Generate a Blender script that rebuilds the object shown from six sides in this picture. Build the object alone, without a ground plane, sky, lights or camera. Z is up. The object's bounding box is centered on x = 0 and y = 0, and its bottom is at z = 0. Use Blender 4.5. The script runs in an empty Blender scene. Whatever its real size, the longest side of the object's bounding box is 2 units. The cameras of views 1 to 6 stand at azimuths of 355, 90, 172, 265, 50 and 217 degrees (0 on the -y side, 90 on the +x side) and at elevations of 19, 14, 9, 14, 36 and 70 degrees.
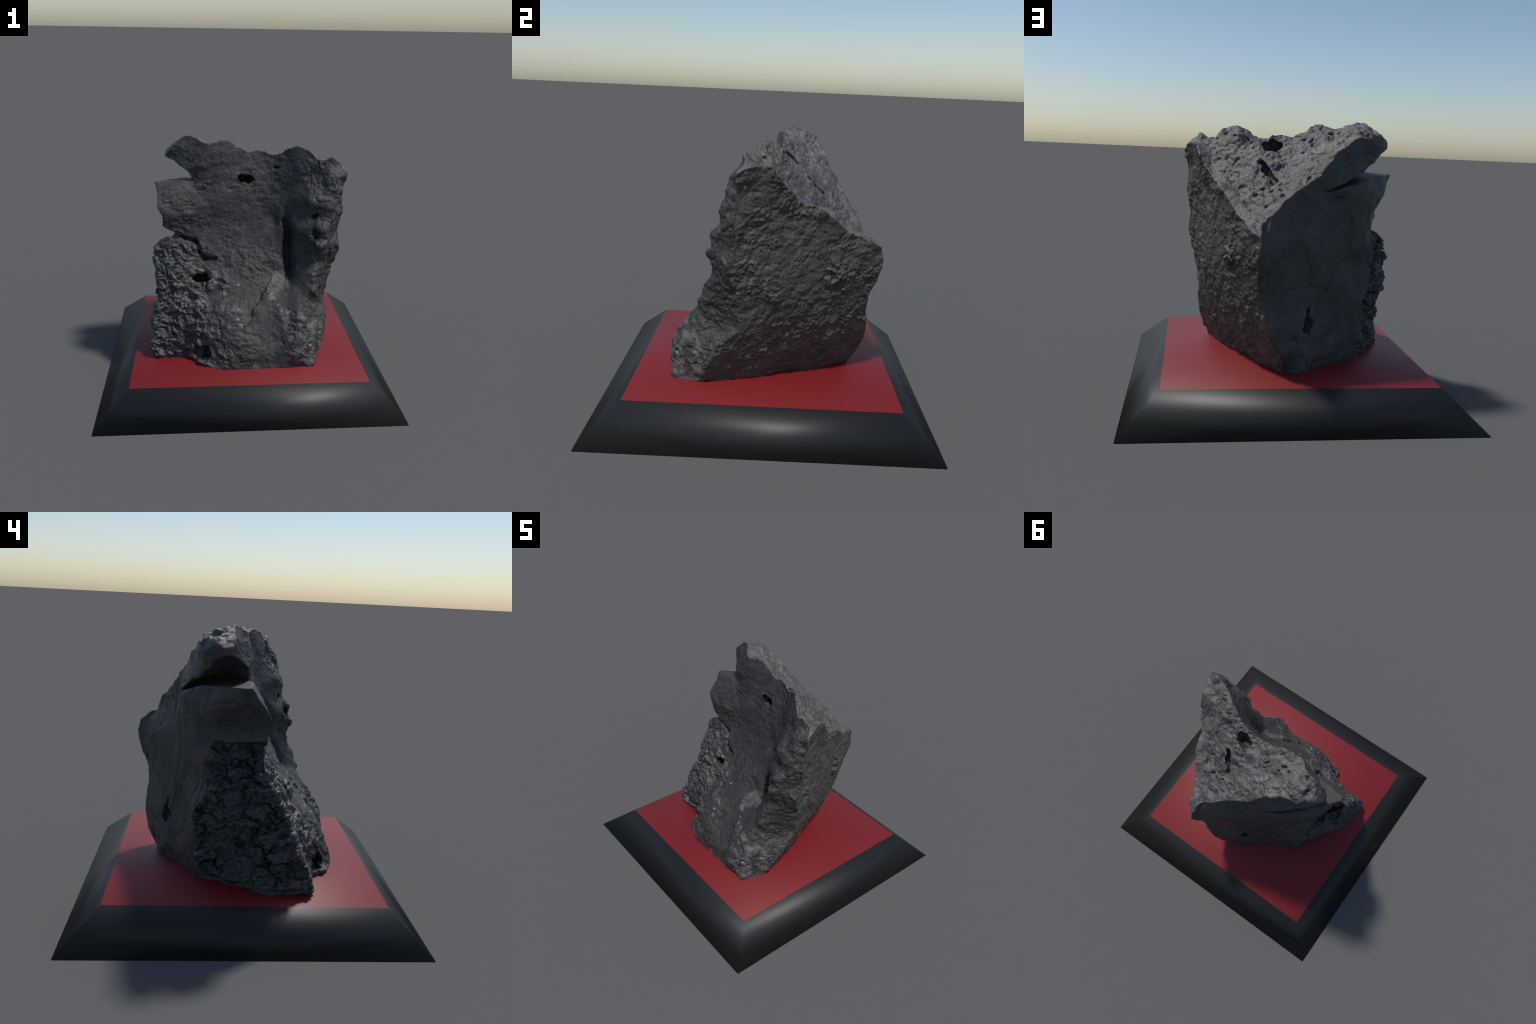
"""A broken piece of dark furnace slag / basalt standing on a bevelled black
display base with a red top panel.

The stone is described as the common volume of a few broken faces (front,
right, back, left crust, top).  Every face is a smooth surface fitted through
a handful of control points; hollows, slots and holes are taken out of the
volume, then the skin is roughened face by face with procedural relief."""
import bpy, math
import numpy as np

rng = np.random.default_rng(7)
PLATE = 0.20            # height of the base
BOT = PLATE - 0.004     # underside of the stone, just let into the panel

# --------------------------------------------------------------------------
# procedural noise (vectorised)
# --------------------------------------------------------------------------
def _hash(ix, iy, iz, seed):
    h = (ix.astype(np.uint32) * np.uint32(374761393) + iy.astype(np.uint32) * np.uint32(668265263)
         + iz.astype(np.uint32) * np.uint32(2147483647) + np.uint32(seed * 1013904223 & 0xffffffff))
    h = (h ^ (h >> np.uint32(13))) * np.uint32(1274126177)
    h = h ^ (h >> np.uint32(16))
    h = h * np.uint32(2246822519)
    return h ^ (h >> np.uint32(15))

def _rnd(ix, iy, iz, seed):
    return _hash(ix, iy, iz, seed).astype(np.float64) / 4294967296.0

def perlin(p, seed=0):
    f0 = np.floor(p).astype(np.int64)
    f = p - f0
    w = f * f * f * (f * (f * 6 - 15) + 10)
    out = np.zeros(len(p))
    for dx in (0, 1):
        wx = w[:, 0] if dx else 1 - w[:, 0]
        for dy in (0, 1):
            wy = w[:, 1] if dy else 1 - w[:, 1]
            for dz in (0, 1):
                wz = w[:, 2] if dz else 1 - w[:, 2]
                ix, iy, iz = f0[:, 0] + dx, f0[:, 1] + dy, f0[:, 2] + dz
                gx = _rnd(ix, iy, iz, seed + 1) * 2 - 1
                gy = _rnd(ix, iy, iz, seed + 2) * 2 - 1
                gz = _rnd(ix, iy, iz, seed + 3) * 2 - 1
                out += wx * wy * wz * (gx * (f[:, 0] - dx) + gy * (f[:, 1] - dy) + gz * (f[:, 2] - dz))
    return out * 1.6

def fbm(p, scale, octaves=3, seed=0, gain=0.5):
    s, a, t = 0.0, 1.0, 0.0
    q = p * scale
    for o in range(octaves):
        s = s + a * perlin(q + 17.3 * o, seed + 11 * o)
        t += a
        a *= gain
        q = q * 2.03
    return s / t

def ridged(p, scale, octaves=3, seed=0, gain=0.5):
    s, a, t = 0.0, 1.0, 0.0
    q = p * scale
    for o in range(octaves):
        s = s + a * (1 - 2.2 * np.abs(perlin(q + 9.1 * o, seed + 13 * o)))
        t += a
        a *= gain
        q = q * 2.1
    return s / t

def cells(p, scale, seed=0, jitter=0.9):
    """Distances to the nearest and second nearest cell point, and a random
    number of the nearest cell."""
    q = p * scale
    b = np.floor(q).astype(np.int64)
    d1 = np.full(len(p), 9.0); d2 = np.full(len(p), 9.0); r = np.zeros(len(p))
    for dx in (-1, 0, 1):
        for dy in (-1, 0, 1):
            for dz in (-1, 0, 1):
                ix, iy, iz = b[:, 0] + dx, b[:, 1] + dy, b[:, 2] + dz
                cx = ix + 0.5 + jitter * (_rnd(ix, iy, iz, seed + 5) - 0.5)
                cy = iy + 0.5 + jitter * (_rnd(ix, iy, iz, seed + 6) - 0.5)
                cz = iz + 0.5 + jitter * (_rnd(ix, iy, iz, seed + 7) - 0.5)
                d = np.sqrt((q[:, 0] - cx) ** 2 + (q[:, 1] - cy) ** 2 + (q[:, 2] - cz) ** 2)
                near = d < d1
                d2 = np.where(near, d1, np.minimum(d2, d))
                r = np.where(near, _rnd(ix, iy, iz, seed + 8), r)
                d1 = np.where(near, d, d1)
    return d1, d2, r

def smooth(a, b, x):
    t = np.clip((x - a) / (b - a), 0, 1)
    return t * t * (3 - 2 * t)

# --------------------------------------------------------------------------
# broken faces: surfaces through control points
# --------------------------------------------------------------------------
class Face:
    """Height over a plane with the horizontal normal of the given azimuth
    (or over the ground plane for the top), fitted through points."""
    def __init__(self, normal, points, soft=0.05, ease=0.0, rough=None, lift=0.0):
        n = np.array(normal, float); n /= np.linalg.norm(n)
        if abs(n[2]) > 0.9:
            u, v = np.array([1., 0, 0]), np.array([0, 1., 0])
        else:
            u, v = np.array([-n[1], n[0], 0.]), np.array([0, 0, 1.])
        P = np.array(points, float)
        self.n, self.u, self.v, self.soft = n, u, v, soft
        a, b, h = P @ u, P @ v, P @ n
        self.ab = np.stack([a, b], 1)
        m = len(P)
        A = np.zeros((m + 3, m + 3))
        A[:m, :m] = self._k(self.ab[:, None, :] - self.ab[None, :, :]) + ease * np.eye(m)
        A[:m, m] = 1; A[:m, m + 1:m + 3] = self.ab
        A[m, :m] = 1; A[m + 1:m + 3, :m] = self.ab.T
        self.w = np.linalg.solve(A, np.concatenate([h, [0, 0, 0]]))
        # table of the fitted surface, and its slope, for quick look-up
        self.lo, self.step, self.num = -.9, 0.005, 540
        g = self.lo + self.step * np.arange(self.num)
        G = np.stack(np.meshgrid(g, g, indexing='ij'), -1).reshape(-1, 2)
        H = np.full(len(G), self.w[m]) + G @ self.w[m + 1:]
        for i in range(m):
            H += self.w[i] * self._k(G - self.ab[i])
        self.H = H.reshape(self.num, self.num)
        gx, gy = np.gradient(self.H, self.step)
        self.C = 1 / np.sqrt(1 + np.minimum(gx ** 2 + gy ** 2, 9.0))
        H += lift
        if rough is not None:
            H += rough(np.stack([G[:, 0], G[:, 1], np.full(len(G), .37)], 1))
        self.H = H.reshape(self.num, self.num)

    def _k(self, d):
        return -np.sqrt((d ** 2).sum(-1) + self.soft ** 2)

    def distance(self, p):
        a = (p @ self.u - self.lo) / self.step
        b = (p @ self.v - self.lo) / self.step
        i = np.clip(np.floor(a).astype(np.int32), 0, self.num - 2)
        j = np.clip(np.floor(b).astype(np.int32), 0, self.num - 2)
        s, t = np.clip(a - i, 0, 1), np.clip(b - j, 0, 1)
        H = self.H
        h = (H[i, j] * (1 - s) * (1 - t) + H[i + 1, j] * s * (1 - t)
             + H[i, j + 1] * (1 - s) * t + H[i + 1, j + 1] * s * t)
        return (p @ self.n - h) * self.C[i, j]

BACK_RIGHT_EDGE = [(.262, .676, 1.01), (.27, .682, .93), (.268, .66, .82), (.258, .62, .70), (.225, .62, .57),
                   (.178, .626, .45), (.114, .595, .306), (.085, .54, .20)]
FRONT_RIGHT_EDGE = [(.69, -.183, 1.48), (.665, -.187, 1.40), (.66, -.187, 1.29), (.66, -.195, 1.20), (.64, -.184, 1.08),
                    (.643, -.21, .98), (.632, -.20, .86), (.60, -.163, .77), (.59, -.155, .68), (.574, -.152, .56),
                    (.58, -.225, .50), (.555, -.33, .34), (.50, -.392, .20)]
TOP_BACK_EDGE = [(.231, .564, 1.098), (.198, .55, 1.12), (.128, .522, 1.194), (.006, .457, 1.28),
                 (-.086, .426, 1.348), (-.171, .37, 1.432), (-.256, .328, 1.524), (-.298, .308, 1.56)]
TOP_FRONT_EDGE = [(-.477, .11, 1.63), (-.37, .093, 1.664), (-.309, .046, 1.641), (-.211, .025, 1.635),
                  (-.114, .05, 1.65), (-.01, .057, 1.59), (.04, .06, 1.57), (.128, .056, 1.574), (.215, .034, 1.556),
                  (.25, .019, 1.571), (.302, -.013, 1.598), (.376, -.057, 1.610), (.439, -.099, 1.582), (.496, -.134, 1.547)]
TOP_RIGHT_EDGE = [(.61, -.003, 1.501), (.598, .035, 1.456), (.566, .095, 1.397), (.517, .163, 1.314), (.487, .273, 1.276),
                  (.44, .356, 1.217), (.378, .472, 1.126), (.333, .583, 1.065), (.305, .646, 1.038)]
FLAKE_FRONT_EDGE = [(-.628, .012, 1.364), (-.616, -.017, 1.315), (-.614, -.052, 1.274), (-.601, -.091, 1.201),
                    (-.581, -.10, 1.163), (-.515, -.095, 1.091), (-.503, -.089, 1.05)]
CRUST_EDGE = [(-.64, -.066, .94), (-.63, -.124, .819), (-.622, -.162, .757), (-.609, -.20, .65), (-.609, -.233, .594),
              (-.64, -.265, .506), (-.662, -.281, .436), (-.667, -.329, .385), (-.66, -.355, .314), (-.645, -.367, .244)]

def slot(g):
    """Depth of the long slot that runs down the front beside the ridge."""
    x, z = g[:, 0] + .03 * fbm(g, 9, 3, 90, .6), g[:, 1]
    mid = np.interp(z, [.68, .8, 1.0, 1.2, 1.35], [.305, .30, .295, .285, .30])
    half = np.interp(z, [.66, .75, .95, 1.1, 1.3], [.012, .026, .034, .026, .02])
    q = (x - mid) / half
    return .10 * np.exp(-np.abs(q) ** 2.6) * smooth(.68, .78, z) * (1 - smooth(1.02, 1.24, z))

front = Face((0, -1, 0), TOP_FRONT_EDGE + FLAKE_FRONT_EDGE + CRUST_EDGE + [
    (-.56, .13, 1.509), (-.52, .105, 1.576), (-.37, .015, 1.385), (.0, .0, 1.379), (.218, -.005, 1.465),
    (.572, -.165, 1.568), (.647, -.16, 1.505), (.69, -.188, 1.472),
    # the deep hollow of the upper front and the smooth floor below it
    (.03, -.06, 1.14), (-.10, -.10, .99), (-.34, -.08, 1.02), (-.25, -.055, 1.15), (.26, -.065, 1.30), (.37, -.13, 1.36),
    (.38, -.11, 1.47), (.49, -.16, 1.42), (.20, -.09, 1.10), (.18, -.155, .95), (-.43, -.075, 1.22), (-.52, -.035, 1.32), (-.52, -.08, 1.22), (-.13, -.045, 1.255),
    (-.35, -.035, 1.28), (-.33, .0, 1.47), (-.46, -.015, 1.355),
    (.151, -.285, .719), (.046, -.398, .567), (.026, -.429, .511), (.159, -.333, .648), (.275, -.431, .548),
    (.226, -.423, .563), (-.041, -.474, .471), (-.128, -.462, .466), (-.356, -.13, .89), (-.309, -.195, .725),
    (-.20, -.25, .716), (-.46, -.33, .443), (-.45, -.18, .79), (-.44, -.10, .92), (-.35, -.15, .83),
    # ridge right of the slot
    (.471, -.245, 1.183), (.479, -.307, 1.066), (.491, -.355, 1.002), (.365, -.245, 1.08), (.35, -.20, 1.15), (.57, -.17, 1.535),
    (.59, -.238, 1.42), (.58, -.258, 1.33), (.55, -.282, 1.233), (.50, -.33, 1.10), (.48, -.323, .94), (.37, -.185, 1.20), (.42, -.235, 1.28),
    (.289, -.27, .735), (.27, -.215, .86), (.26, -.165, 1.0), (.38, -.235, .98), (.36, -.255, .87), (.42, -.29, .90), (.47, -.36, .80),
    # foot: a left and a right lobe
    (.46, -.39, .69), (.34, -.47, .56), (.33, -.555, .42), (.33, -.58, .29), (.38, -.55, .20), (.46, -.53, .20),
    (.46, -.47, .44), (.03, -.57, .20), (-.135, -.568, .20), (-.27, -.53, .20), (-.35, -.47, .20),
    (.08, -.545, .28), (.1, -.505, .37), (.2, -.51, .37), (-.12, -.52, .36), (-.16, -.545, .28),
    (-.39, -.405, .20), (-.40, -.36, .32), (-.53, -.36, .22), (-.53, -.34, .32), (-.50, -.28, .52)]
    + FRONT_RIGHT_EDGE[1:], soft=0.025, rough=lambda g: .014 * fbm(g, 8, 4, 44, .55) - slot(g))

right = Face((.903, .43, 0), FRONT_RIGHT_EDGE + BACK_RIGHT_EDGE + TOP_RIGHT_EDGE + [
    (.392, .418, .862), (.412, -.091, .20), (.267, .176, .20), (.225, .32, .20), (.185, .383, .20),
    (.565, .012, .80), (.38, .322, .53), (.178, .50, .29)], soft=0.05, rough=lambda g: .010 * fbm(g, 14, 4, 42, .6))

back = Face((-.6, .8, 0), BACK_RIGHT_EDGE + TOP_BACK_EDGE + FLAKE_FRONT_EDGE[:5] + [
    (-.123, .404, 1.254), (-.203, .40, 1.268), (-.27, .385, 1.291), (-.333, .35, 1.308), (-.373, .324, 1.326),
    (-.481, .207, 1.352), (-.525, .165, 1.361), (-.566, .119, 1.372), (-.60, .069, 1.366), (-.625, .035, 1.366),
    (-.52, .21, 1.22), (-.57, .145, 1.285), (-.51, .06, 1.12), (.13, .583, .85), (-.355, .282, .80), (.055, .535, 1.03),
    (-.399, .283, 1.392), (-.45, .285, 1.56), (-.49, .262, 1.56), (-.05, .481, .499), (-.024, .533, .20), (-.125, .435, .20),
    (-.223, .384, .20), (-.404, .268, .20), (-.478, .15, .20), (-.43, .31, .62), (-.48, .24, .92), (-.39, .305, .41),
    (-.235, .36, .763), (-.148, .41, .441), (-.235, .345, .565)], soft=0.04, rough=lambda g: .006 * fbm(g, 9, 4, 46, .5), lift=.003)

crust = Face((-.95, .3, 0), CRUST_EDGE + [
    (-.649, -.079, .886), (-.635, -.001, .778), (-.632, -.007, .676), (-.617, -.025, .613), (-.615, -.10, .546),
    (-.58, -.083, .46), (-.655, -.175, .36), (-.66, -.196, .267), (-.44, .305, .62), (-.49, .25, .92), (-.41, .295, .40),
    (-.56, .17, .735), (-.585, .14, .83), (-.435, .15, .40), (-.625, .03, .60), (-.60, -.02, .345), (-.57, .02, .335), (-.508, .04, .46),
    (-.615, -.27, .36), (-.64, -.12, .30),
    (-.54, .004, .20), (-.495, .10, .20), (-.635, -.092, .20), (-.649, -.207, .20), (-.621, -.364, .20),
    # undercut below the flake, then the flake and the end of the slab
    (-.46, -.07, 1.02), (-.47, .03, 1.01), (-.46, .15, .99), (-.60, -.10, 1.10), (-.66, .0, 1.10), (-.70, -.1, 1.2),
    (-.74, .0, 1.37), (-.72, .15, 1.30), (-.68, .2, 1.2), (-.548, .13, 1.509), (-.505, .115, 1.60), (-.465, .12, 1.645),
    (-.545, .16, 1.56), (-.55, .215, 1.55), (-.515, .255, 1.54), (-.46, .285, 1.54)], soft=0.02,
    rough=lambda g: .018 * ridged(g * np.array([.8, 1.2, 1]), 9, 4, 47, .55) - .010 + .03 * fbm(g, 6, 2, 92))

top = Face((0, 0, 1), TOP_FRONT_EDGE + TOP_BACK_EDGE + TOP_RIGHT_EDGE + [
    (.572, -.165, 1.568), (.66, -.165, 1.50), (.69, -.188, 1.465), (.256, .672, 1.015), (.147, .105, 1.515),
    (.131, .337, 1.30), (.237, .215, 1.40), (.543, -.06, 1.50), (.507, .049, 1.405), (.479, .088, 1.385),
    (.36, .03, 1.60), (.45, -.02, 1.56), (.29, .13, 1.475), (.47, -.08, 1.57),
    (.418, .187, 1.315), (.342, .294, 1.232), (.298, .391, 1.185), (-.515, .115, 1.60), (-.454, .12, 1.65),
    (-.45, .25, 1.605), (-.42, .20, 1.64), (-.38, .235, 1.63), (-.29, .21, 1.605), (-.22, .20, 1.572), (-.38, .165, 1.65), (-.34, .19, 1.632), (-.1, .2, 1.535), (.328, .352, 1.215)], soft=0.03, lift=.0,
    rough=lambda g: .022 * fbm(g, 10, 3, 41, .5) + .006 * ridged(g, 17, 2, 48))

FACES = [front, right, back, crust, top]
FRONT, RIGHT, BACK, CRUST, TOP, UNDER, HOLE = range(7)

# floor of the open gap between the slab and the flake
gap_floor = Face((0, 0, 1), [(-.631, .012, 1.366), (-.403, .038, 1.372), (-.373, .324, 1.326), (-.333, .35, 1.308),
                             (-.27, .385, 1.291), (-.203, .40, 1.268), (-.123, .404, 1.254), (-.30, .2, 1.34),
                             (-.55, .15, 1.355)], soft=0.05)

# its lid: the underside of the slab, arched, closing inwards
gap_lid = Face((0, 0, 1), [(-.532, .175, 1.504), (-.494, .218, 1.474), (-.486, .231, 1.459), (-.446, .252, 1.429),
                           (-.40, .274, 1.399), (-.374, .290, 1.375), (-.527, .095, 1.509), (-.495, .069, 1.501),
                           (-.442, .04, 1.468), (-.399, .03, 1.44), (-.38, .03, 1.41), (-.362, .03, 1.382),
                           (-.50, .14, 1.505), (-.40, .15, 1.435), (-.32, .16, 1.385), (-.26, .18, 1.33), (-.30, .02, 1.33),
                           (-.2, .2, 1.25), (-.27, .37, 1.318), (-.2, .39, 1.282), (-.123, .404, 1.252),
                           (-.06, .40, 1.18), (-.28, .30, 1.345), (-.15, .32, 1.24), (-.1, 0, 1.1)], soft=0.02,
               rough=lambda g: .012 * fbm(g, 16, 3, 91))

def ellipsoid(p, centre, radii, axis=None, roll=None):
    """Signed distance (approximate) to an ellipsoid; axis = direction of its
    first radius."""
    q = p - np.array(centre)
    r = np.array(radii, float)
    if axis is not None:
        a = np.array(axis, float); a /= np.linalg.norm(a)
        b = np.cross(a, np.array(roll if roll is not None else (0.13, 0.31, 0.94))); b /= np.linalg.norm(b)
        c = np.cross(a, b)
        q = np.stack([q @ a, q @ b, q @ c], -1)
    k0 = np.sqrt(((q / r) ** 2).sum(-1)) + 1e-9
    k1 = np.sqrt(((q / r ** 2) ** 2).sum(-1)) + 1e-9
    return k0 * (k0 - 1) / k1

# hollows: centre, radii, long axis
HOLES = [
    ((.005, .03, 1.383), (.062, .09, .030), (1, .1, -.12)),        # eye in the upper front
    ((.218, .01, 1.467), (.022, .03, .010), (1, 0, .1)),
    ((.471, -.235, 1.175), (.032, .025, .022), (0, -.3, 1)),       # two holes in the ridge
    ((.478, -.29, 1.066), (.042, .03, .024), (0, -.3, 1)),
    ((-.315, -.19, .722), (.075, .10, .034), (1, .1, -.12)),       # cavity in the crust
    ((-.30, -.445, .275), (.09, .07, .055), (1, .3, -.1)),          # hollow low on the crust
    ((-.055, .48, .485), (.06, .05, .04), (.5, .2, -1)),           # hole in the back
    ((-.06, .47, .55), (.035, .022, .02), (.3, .3, -1)),
    ((.14, .10, 1.50), (.075, .055, .055), (.8, .2, .3)),          # pocket in the top
    ((.20, .25, 1.375), (.065, .028, .055), (-.35, .6, -.5)),      # cleft in the top, in two
    ((.165, .305, 1.325), (.055, .022, .045), (-.25, .6, -.5)),
]

def volume(p):
    """Signed distance of the stone and the number of the face that bounds it."""
    d = np.stack([f.distance(p) for f in FACES] + [BOT - p[:, 2]], 0)
    who = d.argmax(0)
    s = d.max(0)
    # the open cleft between the slab and the flake
    wedge = np.maximum(-gap_floor.distance(p), gap_lid.distance(p))
    who = np.where((who == BACK) & (p[:, 2] < .98) & (p[:, 0] < -.47), CRUST, who)
    cut = -wedge
    who = np.where(cut > s, HOLE, who)
    s = np.maximum(s, cut)
    for c, r, a in HOLES:
        near = (np.abs(p - np.array(c)) < max(r) * 1.6 + .02).all(1)
        if near.any():
            i = np.where(near)[0]
            w = np.stack([perlin(p[i] * 22, 70), perlin(p[i] * 22, 71), perlin(p[i] * 22, 72)], 1)
            e = -ellipsoid(p[i] + .022 * w, c, r, a)
            sel = e > s[i]
            who[i[sel]] = HOLE
            s[i] = np.maximum(s[i], e)
    return s, who

# --------------------------------------------------------------------------
# skin the volume (surface nets)
# --------------------------------------------------------------------------
def skin(h):
    lo = np.array([-.75, -.68, BOT - 2.5 * h]); hi = np.array([.76, .76, 1.74])
    n = np.ceil((hi - lo) / h).astype(int) + 1
    xs, ys, zs = [lo[i] + h * np.arange(n[i]) for i in range(3)]
    S = np.empty(n, np.float32)
    # coarse pass: only the neighbourhood of the skin is evaluated finely
    k = 4
    cs = [np.minimum(np.arange(0, n[i] + k, k), n[i] - 1) for i in range(3)]
    cs = [np.unique(c) for c in cs]
    G = np.stack(np.meshgrid(xs[cs[0]], ys[cs[1]], zs[cs[2]], indexing='ij'), -1)
    Cs = volume(G.reshape(-1, 3))[0].reshape(G.shape[:3])
    near = [np.abs(np.arange(n[i])[:, None] - cs[i][None, :]).argmin(1) for i in range(3)]
    up = Cs[np.ix_(*near)]
    S[:] = up
    for i in range(n[0]):
        f = np.argwhere(np.abs(up[i]) < .05)
        if len(f):
            q = np.stack([np.full(len(f), xs[i]), ys[f[:, 0]], zs[f[:, 1]]], 1)
            S[i, f[:, 0], f[:, 1]] = volume(q)[0]
    inside = S < 0
    c = np.zeros(np.array(n) - 1, np.int8)
    for dx in (0, 1):
        for dy in (0, 1):
            for dz in (0, 1):
                c += inside[dx:n[0] - 1 + dx, dy:n[1] - 1 + dy, dz:n[2] - 1 + dz]
    act = (c > 0) & (c < 8)
    idx = np.argwhere(act)
    ids = np.full(act.shape, -1, np.int64)
    ids[act] = np.arange(len(idx))
    acc = np.zeros((len(idx), 3)); cnt = np.zeros(len(idx))
    corners = [(a, b, d) for a in (0, 1) for b in (0, 1) for d in (0, 1)]
    val = {k: S[idx[:, 0] + k[0], idx[:, 1] + k[1], idx[:, 2] + k[2]].astype(float) for k in corners}
    for a in corners:
        for ax in range(3):
            if a[ax] == 0:
                b = list(a); b[ax] = 1; b = tuple(b)
                va, vb = val[a], val[b]
                m = (va < 0) != (vb < 0)
                t = np.where(m, va / np.where(m, va - vb, 1), 0)
                q = np.tile(np.array(a, float), (len(idx), 1)); q[:, ax] += t
                acc[m] += q[m]; cnt[m] += 1
    V = lo + h * (idx + acc / cnt[:, None])
    quads = []
    for ax in range(3):
        b, d = (ax + 1) % 3, (ax + 2) % 3
        sl0 = [slice(None)] * 3; sl1 = [slice(None)] * 3
        sl0[ax] = slice(0, n[ax] - 1); sl1[ax] = slice(1, n[ax])
        cross = inside[tuple(sl0)] != inside[tuple(sl1)]
        e = np.argwhere(cross)
        e = e[(e[:, b] > 0) & (e[:, d] > 0) & (e[:, b] < n[b] - 1) & (e[:, d] < n[d] - 1)]
        flip = inside[tuple(sl0)][tuple(e.T)]
        def at(ob, od):
            f = e.copy(); f[:, b] -= ob; f[:, d] -= od
            return ids[f[:, 0], f[:, 1], f[:, 2]]
        q = np.stack([at(0, 0), at(1, 0), at(1, 1), at(0, 1)], 1)
        q[~flip] = q[~flip][:, ::-1]
        quads.append(q)
    return V, np.concatenate(quads)

def vertex_normals(V, Q):
    fn = np.cross(V[Q[:, 2]] - V[Q[:, 0]], V[Q[:, 3]] - V[Q[:, 1]])
    N = np.zeros_like(V)
    for k in range(4):
        for a in range(3):
            N[:, a] += np.bincount(Q[:, k], fn[:, a], len(V))
    return N / (np.linalg.norm(N, axis=1)[:, None] + 1e-12)

def relax(V, Q, rounds, w=0.5):
    """Even out a field (or the positions) over the quad mesh."""
    e0 = Q.ravel(); e1 = np.roll(Q, -1, 1).ravel()
    deg = np.bincount(e0, minlength=len(V)) + np.bincount(e1, minlength=len(V))
    for _ in range(rounds):
        if V.ndim == 1:
            s = np.bincount(e0, V[e1], len(V)) + np.bincount(e1, V[e0], len(V))
            V = V * (1 - w) + w * s / deg
        else:
            W = V.copy()
            for a in range(3):
                s = np.bincount(e0, V[e1, a], len(V)) + np.bincount(e1, V[e0, a], len(V))
                W[:, a] = V[:, a] * (1 - w) + w * s / deg
            V = W
    return V

SEAM = [(-.50, 1.0), (-.43, .985), (-.36, .96), (-.325, .90), (-.29, .855), (-.22, .85)]   # between crust and smooth front
CRACK = [(.165, .735), (.11, .655), (.048, .567), (.026, .511)]

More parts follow.
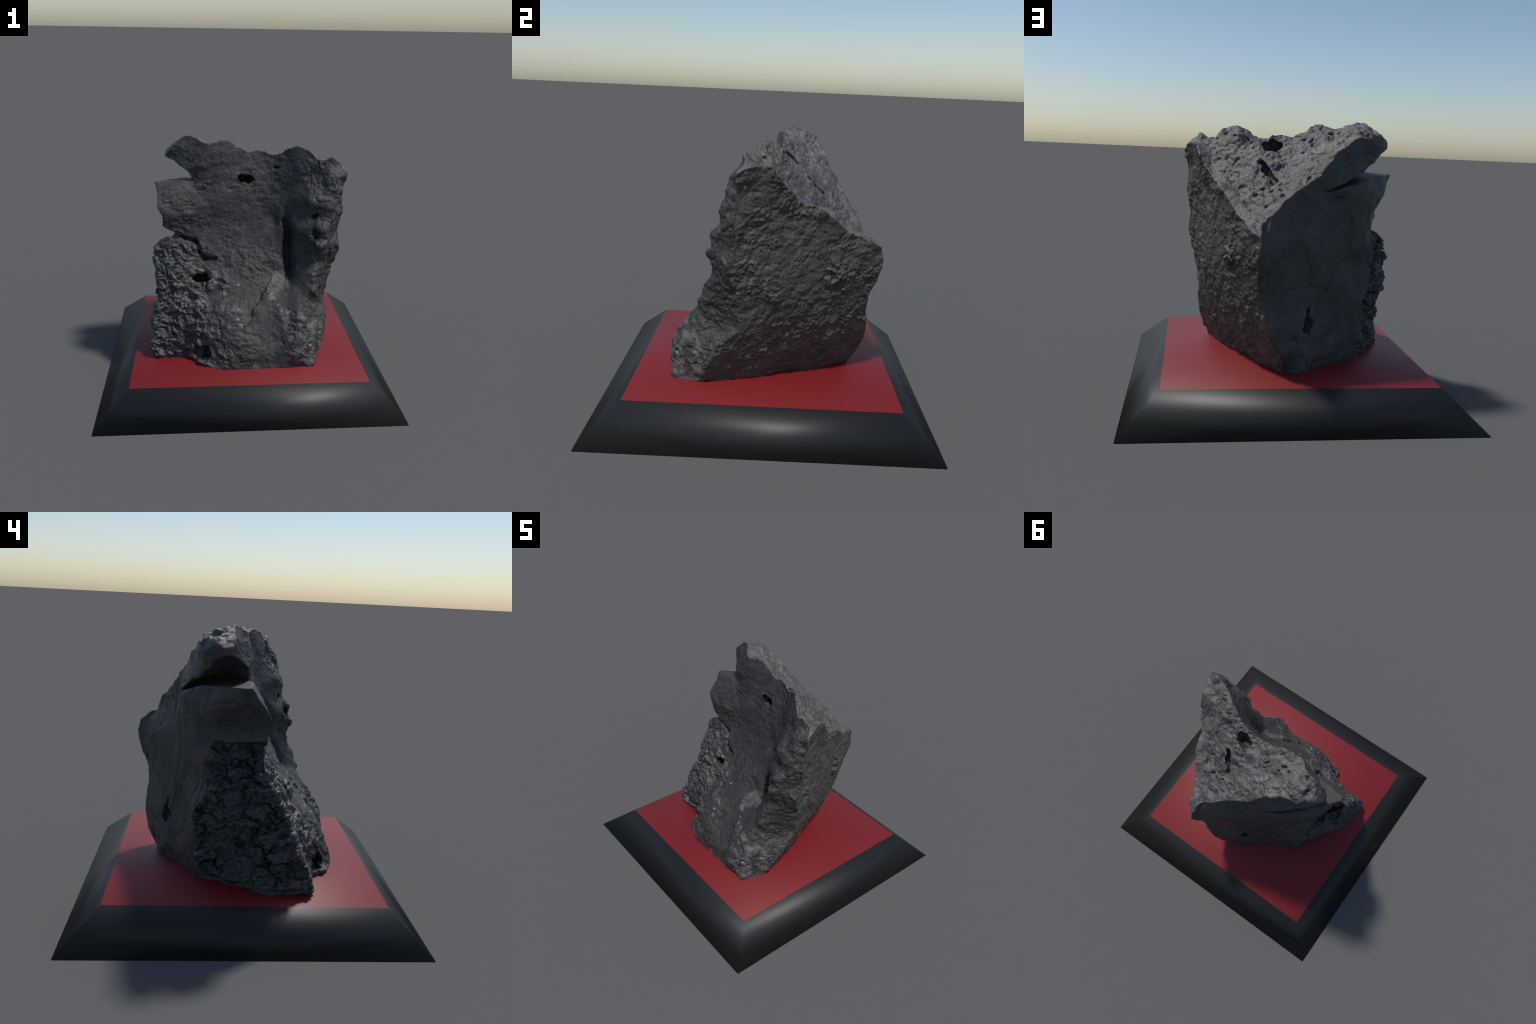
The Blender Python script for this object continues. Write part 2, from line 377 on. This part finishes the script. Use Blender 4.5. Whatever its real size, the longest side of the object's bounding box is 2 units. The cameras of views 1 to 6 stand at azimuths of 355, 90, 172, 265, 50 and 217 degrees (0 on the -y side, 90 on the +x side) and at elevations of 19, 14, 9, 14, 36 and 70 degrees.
def relief(P, who, Q):
    """Displacement along the normal, by kind of broken face."""
    m = {k: relax((who == k).astype(float), Q, 6) for k in (FRONT, RIGHT, BACK, CRUST, TOP)}
    x, y, z = P.T
    # the crust also covers the left lower part of the front
    wob = fbm(P, 5, 3, 3)
    mc = np.clip(relax(m[CRUST], Q, 40) * 1.5 - .25 + .5 * fbm(P, 9, 3, 69), 0, 1)
    crusty = np.clip(np.maximum(mc, 0) * (1 - m[FRONT]) * (1 - smooth(1.0, 1.05, z)) + m[FRONT] * (1 - smooth(-.32, -.14, x + .45 * wob - .15 * (.6 - z)))
                     * (1 - smooth(.90, .98, z)), 0, 1)
    plainf = m[FRONT] * (1 - crusty)
    lower = plainf * (1 - smooth(.42, .80, z + .3 * wob))
    D = np.zeros(len(P))
    warp = np.stack([fbm(P, 11, 3, s) for s in (21, 22, 23)], 1) * .05
    # top: rough, pitted, with many small vesicles
    lump = fbm(P + warp * .6, 15, 2, 63, .5)
    d1, d2, r = cells(P + warp, 19, 50)
    pits = -np.clip(.40 - d1 * (.7 + .6 * r), 0, 1) * (r > .66) * .065
    e1, e2, r2 = cells(P + warp * .6, 42, 51)
    pits2 = -np.clip(.40 - e1, 0, 1) * (r2 > .5) * .014
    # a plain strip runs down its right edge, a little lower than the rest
    inward = (x - .62) * -.908 + (y + .03) * -.42 + .02 * wob
    strip = 1 - smooth(.066, .076, inward)
    D += m[TOP] * .001 * strip
    D += m[TOP] * (1 - .75 * strip) * (.022 * lump + .007 * fbm(P + warp * .3, 34, 3, 41, .65) + pits + .6 * pits2 + .002)
    # right: granular, flaky, with proud grains, coarser lower down
    tilt = np.stack([x, y + .3 * z, z * 1.15 - .3 * y], 1)
    g1, g2, gr = cells(tilt + warp * 1.4, 15, 52)
    grains = np.clip(.55 - g1, 0, .35) * np.clip(gr - .5, 0, .5) * .11
    coarse = .15 + .85 * np.exp(-((z - .55 + .1 * wob) / .15) ** 2)
    patchy = .5 + .9 * smooth(-.2, .35, fbm(P, 5, 2, 65))
    D += m[RIGHT] * (patchy * (.017 * fbm(tilt + warp * .5, 14, 5, 42, .62) + .004 * ridged(tilt + warp * .4, 34, 2, 62) + .005 * fbm(P, 48, 2, 71)) + grains * coarse - .001)
    clump = np.exp(-(((y - .40) / .08) ** 2 + ((z - .86) / .10) ** 2))
    D += m[RIGHT] * clump * (.044 * ridged(P + warp, 12, 3, 61) - .006)
    # crust: cups and sharp crests in front, cracked scales on the left
    c1, c2, cr = cells(P * np.array([1, .9, 1.5]) + warp * 1.5, 8.5, 53)
    k1, k2, kr = cells(P * np.array([1, 1, 1.2]) + warp, 19, 54)
    cups = .5 - smooth(0, .6, c2 - c1) * (.3 + .9 * cr)
    scales = smooth(.0, .16, c2 - c1) - .8 + 1.0 * (cr - .5)
    small = .5 - 1.2 * smooth(0, .5, k2 - k1) * (.3 + kr)
    side = relax(m[CRUST], Q, 25)
    vary = .45 + 1.1 * smooth(-.25, .3, fbm(P, 5, 3, 67))
    D += crusty * ((1 - side) * (.017 * cups + .010 * small + .022 * ridged(P + warp * .8, 10, 4, 70, .55) - .004) + side * (vary * .026 * scales + .014 * small - .002 + .018 * ridged(P * np.array([1, 1, 1.6]) + warp, 7, 4, 68, .6) - .008)
                   + .030 * fbm(P + warp, 11, 5, 43, .6))
    # front: smooth, with low ledges; rough and pitted towards the foot
    D += plainf * (.3 + smooth(-.15, .3, fbm(P, 4, 2, 66))) * .012 * fbm(P * np.array([.9, 1, 1.2]), 16, 4, 44, .62)
    calm = smooth(.10, .26, np.abs(x - .06 + .25 * (z - .45)))
    n1, n2, nr = cells(P + warp, 21, 55)
    D += lower * (.2 + .8 * calm) * (.024 * fbm(P + warp, 12, 5, 45, .66) - np.clip(.42 - n1, 0, 1) * (nr > .5) * .03)
    # the crack that runs down to the foot, its right side a little proud
    x, z = x + .022 * fbm(P, 14, 3, 81), z + .015 * fbm(P, 14, 3, 82)
    for (xa, za), (xb, zb) in zip(CRACK[:-1], CRACK[1:]):
        t = np.clip(((x - xa) * (xb - xa) + (z - za) * (zb - za)) / ((xb - xa) ** 2 + (zb - za) ** 2), 0, 1)
        d = np.hypot(x - xa - t * (xb - xa), z - za - t * (zb - za)) + .010 * np.abs(perlin(P * 20, 80)) 
        D -= plainf * .014 * np.exp(-(d / .007) ** 2)
        right_of = ((x - xa) * (zb - za) - (z - za) * (xb - xa)) < 0
        D += plainf * .012 * np.exp(-(d / .035) ** 2) * right_of
    x, z = P[:, 0] + .02 * fbm(P, 12, 3, 85), P[:, 2] + .02 * fbm(P, 12, 3, 86)
    for (xa, za), (xb, zb) in zip(SEAM[:-1], SEAM[1:]):
        t = np.clip(((x - xa) * (xb - xa) + (z - za) * (zb - za)) / ((xb - xa) ** 2 + (zb - za) ** 2), 0, 1)
        d = np.hypot(x - xa - t * (xb - xa), z - za - t * (zb - za))
        D -= m[FRONT] * .030 * np.exp(-(d / .014) ** 2)
    x, z = P[:, 0], P[:, 2]
    # the ridge beside the slot is lumpy
    D += plainf * smooth(.37, .47, x) * smooth(.45, .7, z) * (.026 * fbm(P + warp, 12, 4, 83, .6))
    # back: nearly smooth, with a few flat steps and chips
    b1, b2, br = cells(P + warp, 11, 84)
    D -= m[BACK] * np.clip(.36 - b1, 0, 1) * (br > .72) * .03
    D += m[BACK] * (.007 * fbm(P * np.array([1, 1, .6]), 8, 4, 46, .55) + .006 * smooth(-.05, .05, fbm(P * np.array([1.5, 1.5, .5]), 5, 2, 49)))
    return D, m, crusty

H = 0.0050
V, Q = skin(H)
V = relax(V, Q, 2, .4)
_, who = volume(V)
N = vertex_normals(V, Q)
N = np.stack([relax(N[:, a], Q, 4) for a in range(3)], 1)
N /= np.linalg.norm(N, axis=1)[:, None]
D, masks, crusty = relief(V, who, Q)
D *= smooth(BOT + .002, BOT + .03, V[:, 2])      # keep the seat flat
V = V + N * D[:, None]
V[:, 2] = np.maximum(V[:, 2], BOT)

# --------------------------------------------------------------------------
# materials
# --------------------------------------------------------------------------
class Nodes:
    def __init__(self, name):
        self.m = bpy.data.materials.new(name); self.m.use_nodes = True
        self.t = self.m.node_tree; self.t.nodes.clear()
        self.out = self.t.nodes.new('ShaderNodeOutputMaterial')
        self.b = self.t.nodes.new('ShaderNodeBsdfPrincipled')
        self.t.links.new(self.b.outputs[0], self.out.inputs[0])
        self.co = self.t.nodes.new('ShaderNodeTexCoord').outputs['Object']
    def link(self, a, b):
        if isinstance(a, (int, float)): b.default_value = a
        elif isinstance(a, tuple): b.default_value = a
        else: self.t.links.new(a, b)
    def noise(self, scale, detail=4, rough=.6, dist=0., vec=None):
        n = self.t.nodes.new('ShaderNodeTexNoise')
        n.inputs['Scale'].default_value = scale; n.inputs['Detail'].default_value = detail
        n.inputs['Roughness'].default_value = rough; n.inputs['Distortion'].default_value = dist
        self.link(vec or self.co, n.inputs['Vector'])
        return n.outputs['Fac']
    def cell(self, scale, feature='F1'):
        n = self.t.nodes.new('ShaderNodeTexVoronoi'); n.feature = feature
        n.inputs['Scale'].default_value = scale
        self.link(self.co, n.inputs['Vector'])
        return n.outputs['Distance']
    def scaled(self, v):
        n = self.t.nodes.new('ShaderNodeMapping'); n.inputs['Scale'].default_value = v
        self.link(self.co, n.inputs['Vector']); return n.outputs[0]
    def step(self, fac, a, b):
        n = self.t.nodes.new('ShaderNodeMapRange'); n.interpolation_type = 'SMOOTHSTEP'
        n.inputs['From Min'].default_value = a; n.inputs['From Max'].default_value = b
        self.link(fac, n.inputs['Value']); return n.outputs['Result']
    def math(self, op, a, b):
        n = self.t.nodes.new('ShaderNodeMath'); n.operation = op
        self.link(a, n.inputs[0]); self.link(b, n.inputs[1]); return n.outputs[0]
    def mix(self, fac, a, b):
        n = self.t.nodes.new('ShaderNodeMix'); n.data_type = 'RGBA'
        self.link(fac, n.inputs['Factor']); self.link(a, n.inputs['A']); self.link(b, n.inputs['B'])
        return n.outputs['Result']
    def ball(self, centre, radius):
        """1 inside a soft ball round a place on the stone, 0 outside."""
        n = self.t.nodes.new('ShaderNodeVectorMath'); n.operation = 'DISTANCE'
        self.link(self.co, n.inputs[0]); n.inputs[1].default_value = centre
        return self.step(n.outputs['Value'], radius, radius * .5)
    def flecks(self, places):
        """Ragged little patches at the given (place, radius) list."""
        n = self.t.nodes.new('ShaderNodeTexNoise'); n.inputs['Scale'].default_value = 38; n.inputs['Detail'].default_value = 3
        self.link(self.co, n.inputs['Vector'])
        a = self.t.nodes.new('ShaderNodeVectorMath'); a.operation = 'MULTIPLY_ADD'
        self.link(n.outputs['Color'], a.inputs[0]); a.inputs[1].default_value = (.05,) * 3
        a.inputs[2].default_value = (-.025,) * 3
        w = self.t.nodes.new('ShaderNodeVectorMath'); w.operation = 'ADD'
        self.link(self.co, w.inputs[0]); self.link(a.outputs[0], w.inputs[1])
        best = None
        for centre, radius in places:
            d = self.t.nodes.new('ShaderNodeVectorMath'); d.operation = 'DISTANCE'
            self.link(w.outputs[0], d.inputs[0]); d.inputs[1].default_value = centre
            s = self.step(d.outputs['Value'], radius, radius * .7)
            best = s if best is None else self.math('MAXIMUM', best, s)
        return self.math('MULTIPLY', best, self.step(self.noise(75, 3, .6), .44, .54))
    def bump(self, height, strength, distance):
        n = self.t.nodes.new('ShaderNodeBump'); n.inputs['Strength'].default_value = strength
        n.inputs['Distance'].default_value = distance
        self.link(height, n.inputs['Height']); self.link(n.outputs[0], self.b.inputs['Normal'])

def grey(v, r=1., g=1., b=1.):
    return (v * r, v * g, v * b, 1.)

def stone(name, base, light, dark, fleck, fleck_amount, rough, bump=(.6, .004), stain=None, spots=(), spec=.4, flecks=(), pores=0.):
    k = Nodes(name)
    mid = k.noise(9, 5, .6)
    fine = k.noise(60, 4, .7)
    c = k.mix(k.step(mid, .38, .66), dark, base)
    c = k.mix(k.step(fine, .48, .78), c, light)
    if stain:
        c = k.mix(k.math('MULTIPLY', k.step(k.noise(16, 4, .65, .5), .52, .72), .8), c, stain)
    f = k.math('MULTIPLY', k.step(k.noise(38, 3, .55), .66, .74), k.step(k.noise(5, 2, .5), .50, .62))
    c = k.mix(k.math('MULTIPLY', f, fleck_amount), c, fleck)
    for centre, radius, colour, amount, grain in spots:
        s = k.math('MULTIPLY', k.ball(centre, radius), k.step(k.noise(grain, 5, .65, .4), .45, .62))
        c = k.mix(k.math('MULTIPLY', s, amount), c, colour)
    glint = k.math('MULTIPLY', k.step(k.noise(110, 2, .5), .63, .70), k.step(k.noise(14, 3, .6), .40, .60))  # sparkle of the stone painted as pale specks in the base colour
    c = k.mix(k.math('MULTIPLY', glint, .55), c, fleck)
    if flecks:
        c = k.mix(k.flecks(flecks), c, fleck)
    if pores:
        p = k.math('MULTIPLY', k.step(k.cell(42), .30, .12), k.step(k.noise(11, 3, .6), .48, .6))
        c = k.mix(k.math('MULTIPLY', p, pores), c, dark)
    k.link(c, k.b.inputs['Base Color'])
    k.link(k.math('ADD', k.math('MULTIPLY', fine, .2), rough - .1), k.b.inputs['Roughness'])
    k.b.inputs['Specular IOR Level'].default_value = spec
    h = k.math('ADD', k.noise(90, 5, .7), k.math('MULTIPLY', k.noise(35, 4, .6), 1.2))
    k.bump(h, *bump)
    return k.m

WHITE = grey(.22, .97, 1, 1.05)
OCHRE = (.30, .21, .07, 1)
YELLOW = [((.026, -.43, .511), .014, OCHRE, 1., 20)]
# white crystals along the ledges of the lower front
FLECKS = [((-.21, -.25, .709), .014), ((-.162, -.306, .649), .022), ((-.124, -.286, .693), .012), ((-.056, -.285, .705), .016),
          ((-.004, -.363, .609), .008), ((-.055, -.40, .56), .016), ((-.069, -.442, .512), .016), ((-.05, -.47, .47), .018),
          ((-.128, -.462, .466), .010), ((-.145, -.51, .366), .012), ((-.18, -.459, .416), .012), ((.165, -.345, .64), .026),
          ((.19, -.355, .62), .014), ((.21, -.391, .597), .010), ((.226, -.423, .563), .016), ((.275, -.438, .55), .020),
          ((.048, -.386, .567), .018), ((.289, -.54, .411), .016), ((.423, -.52, .35), .018), ((.047, -.566, .21), .02),
          ((.36, -.55, .29), .02), ((-.13, -.53, .30), .012)]
stone_front = stone('dark_slag_front', grey(.043, 1.05, 1, .96), grey(.074, 1.06, 1, .94), grey(.029, 1.03, 1, .98), WHITE, .4, .54, bump=(.7, .005),
                    spots=[((.42, -.50, .36), .32, grey(.105, 1.06, 1, 1.02), .85, 14), ((-.30, -.25, .62), .16, grey(.10, 1.12, 1, .86), .6, 18),  # foot lobe tinted paler where the sun strikes it
                           ((.665, -.17, 1.49), .07, grey(.14, 1.03, 1, .96), .9, 6), ((.57, -.22, 1.3), .20, grey(.085, 1.02, 1, .97), .7, 12), ((.22, -.29, .71), .12, grey(.12, 1.06, 1, .94), .75, 9), ((.05, -.42, .50), .22, grey(.062, 1.05, 1, .95), .7, 8), ((-.13, -.37, .58), .08, grey(.13, 1.08, 1, .9), .7, 22),  # patch at (.22, -.29, .71): highlights on lit bumps, coloured in
                           ((-.55, -.03, 1.22), .16, grey(.07, 1.0, 1, 1.0), .6, 12),
                           ] + YELLOW, flecks=FLECKS)
stone_top = stone('pitted_mauve_top', grey(.108, 1.12, 1, .93), grey(.17, 1.14, 1, .90), grey(.055, 1.08, 1, .96), WHITE, .7, .37, bump=(.9, .006), spec=.6, pores=.8,
                  flecks=[((-.13, .243, 1.52), .03), ((-.10, .26, 1.49), .02), ((-.16, .22, 1.54), .018), ((.02, .16, 1.50), .016)],
                  stain=grey(.13, 1.15, 1, .9), spots=[((.128, .34, 1.305), .03, OCHRE, 1., 30), ((-.253, .319, 1.536), .12, grey(.19, 1.2, 1, .84), .7, 14),
                                                       ((-.02, .25, 1.46), .09, WHITE, .6, 45)])
stone_right = stone('granular_olive_side', grey(.070, 1.06, 1, .86), grey(.115, 1.1, 1, .82), grey(.045, 1.03, 1, .92),
                    grey(.16, 1.1, 1, .8), .7, .6, stain=(.085, .068, .045, 1))
stone_back = stone('smooth_dark_back', grey(.046, 1.02, 1, 1), grey(.066, 1.02, 1, .98), grey(.030), WHITE, .25, .48, bump=(.5, .004), spec=.45,
                   stain=grey(.060, 1.05, 1, .95))
stone_crust = stone('bubbly_black_crust', grey(.050), grey(.095, 1.03, 1, .96), grey(.030), grey(.17, 1.1, 1, .9), .5, .46, bump=(.7, .005), spec=.5,
                    spots=[((-.34, -.24, .70), .22, grey(.13, 1.1, 1, .88), .75, 16), ((-.20, -.40, .50), .2, grey(.12, 1.06, 1, .93), .7, 16),  # sunlit crests of the crust baked in as lighter tan
                           ((-.62, -.33, .26), .12, grey(.12, 1.06, 1, .93), .7, 18)])

def plain(name, colour, rough, spec=.5):
    k = Nodes(name)
    n = k.noise(3, 2, .5)
    k.link(k.mix(n, tuple(c * .96 for c in colour[:3]) + (1,), tuple(c * 1.04 for c in colour[:3]) + (1,)),
           k.b.inputs['Base Color'])
    k.b.inputs['Roughness'].default_value = rough
    k.b.inputs['Specular IOR Level'].default_value = spec
    return k.m

black = plain('satin_black', (.010, .010, .010, 1), .48, .42)
red = plain('red_panel', (.175, .010, .012, 1), .5, .4)

# --------------------------------------------------------------------------
# objects
# --------------------------------------------------------------------------
root = bpy.data.objects.new('stone_on_display_base', None)
bpy.context.collection.objects.link(root)
root['label'] = 'dark pitted broken stone on a black and red display base'
root['category'] = 'rock specimen'

def add(name, verts, faces, mat, parent, normals=None):
    me = bpy.data.meshes.new(name)
    me.from_pydata([tuple(v) for v in verts], [], [tuple(f) for f in faces]) if len(verts) < 5000 else fill(me, verts, faces)
    me.materials.append(mat)
    me.polygons.foreach_set('use_smooth', np.ones(len(me.polygons), bool))
    if normals is not None:
        me.normals_split_custom_set_from_vertices([tuple(n) for n in normals])
    me.update()
    o = bpy.data.objects.new(name, me)
    bpy.context.collection.objects.link(o)
    o.parent = parent
    return o

def fill(me, verts, faces):
    me.vertices.add(len(verts)); me.vertices.foreach_set('co', np.asarray(verts, np.float32).ravel())
    me.loops.add(faces.size); me.loops.foreach_set('vertex_index', faces.astype(np.int32).ravel())
    me.polygons.add(len(faces))
    me.polygons.foreach_set('loop_start', np.arange(0, faces.size, 4, dtype=np.int32))
    me.update(calc_edges=True)

# base: a low frustum shaded round, so its bevel reads as a soft moulding
T = .785
z0, z1 = 0.0, PLATE
ring = lambda s, z: [(-s, -s, z), (s, -s, z), (s, s, z), (-s, s, z)]
bv = ring(1., z0) + ring(T, z1)
bf = [(3, 2, 1, 0)] + [(i, (i + 1) % 4, 4 + (i + 1) % 4, 4 + i) for i in range(4)]
bn = []
for (x, y, z) in bv:
    v = np.array([np.sign(x) * (.31 if z > .1 else .70), np.sign(y) * (.31 if z > .1 else .70), .90 if z > .1 else -.20]); bn.append(v / np.linalg.norm(v))
frame = add('base_frame', bv, bf, black, root, bn)
panel = add('base_panel', ring(T, z1), [(0, 1, 2, 3)], red, root, bn[4:])

# stone, split into the kinds of broken surface it shows
N = vertex_normals(V, Q)
kind = who.copy()
kind[crusty > .5] = CRUST
kind[(kind == CRUST) & (V[:, 2] > 1.03) ] = BACK
qk = kind[Q]
fk = np.where((qk == CRUST).sum(1) >= 2, CRUST, np.where((qk == TOP).sum(1) >= 2, TOP,
     np.where((qk == RIGHT).sum(1) >= 2, RIGHT, np.where((qk == BACK).sum(1) >= 2, BACK, FRONT))))

def region(name, k, mat, parent):
    f = Q[fk == k]
    used, inv = np.unique(f, return_inverse=True)
    return add(name, V[used], inv.reshape(f.shape), mat, parent, N[used])

body = region('stone', FRONT, stone_front, root)
for name, k, mat in (('top_face', TOP, stone_top), ('granular_side', RIGHT, stone_right),
                     ('smooth_back', BACK, stone_back), ('bubbly_crust', CRUST, stone_crust)):
    region(name, k, mat, body)
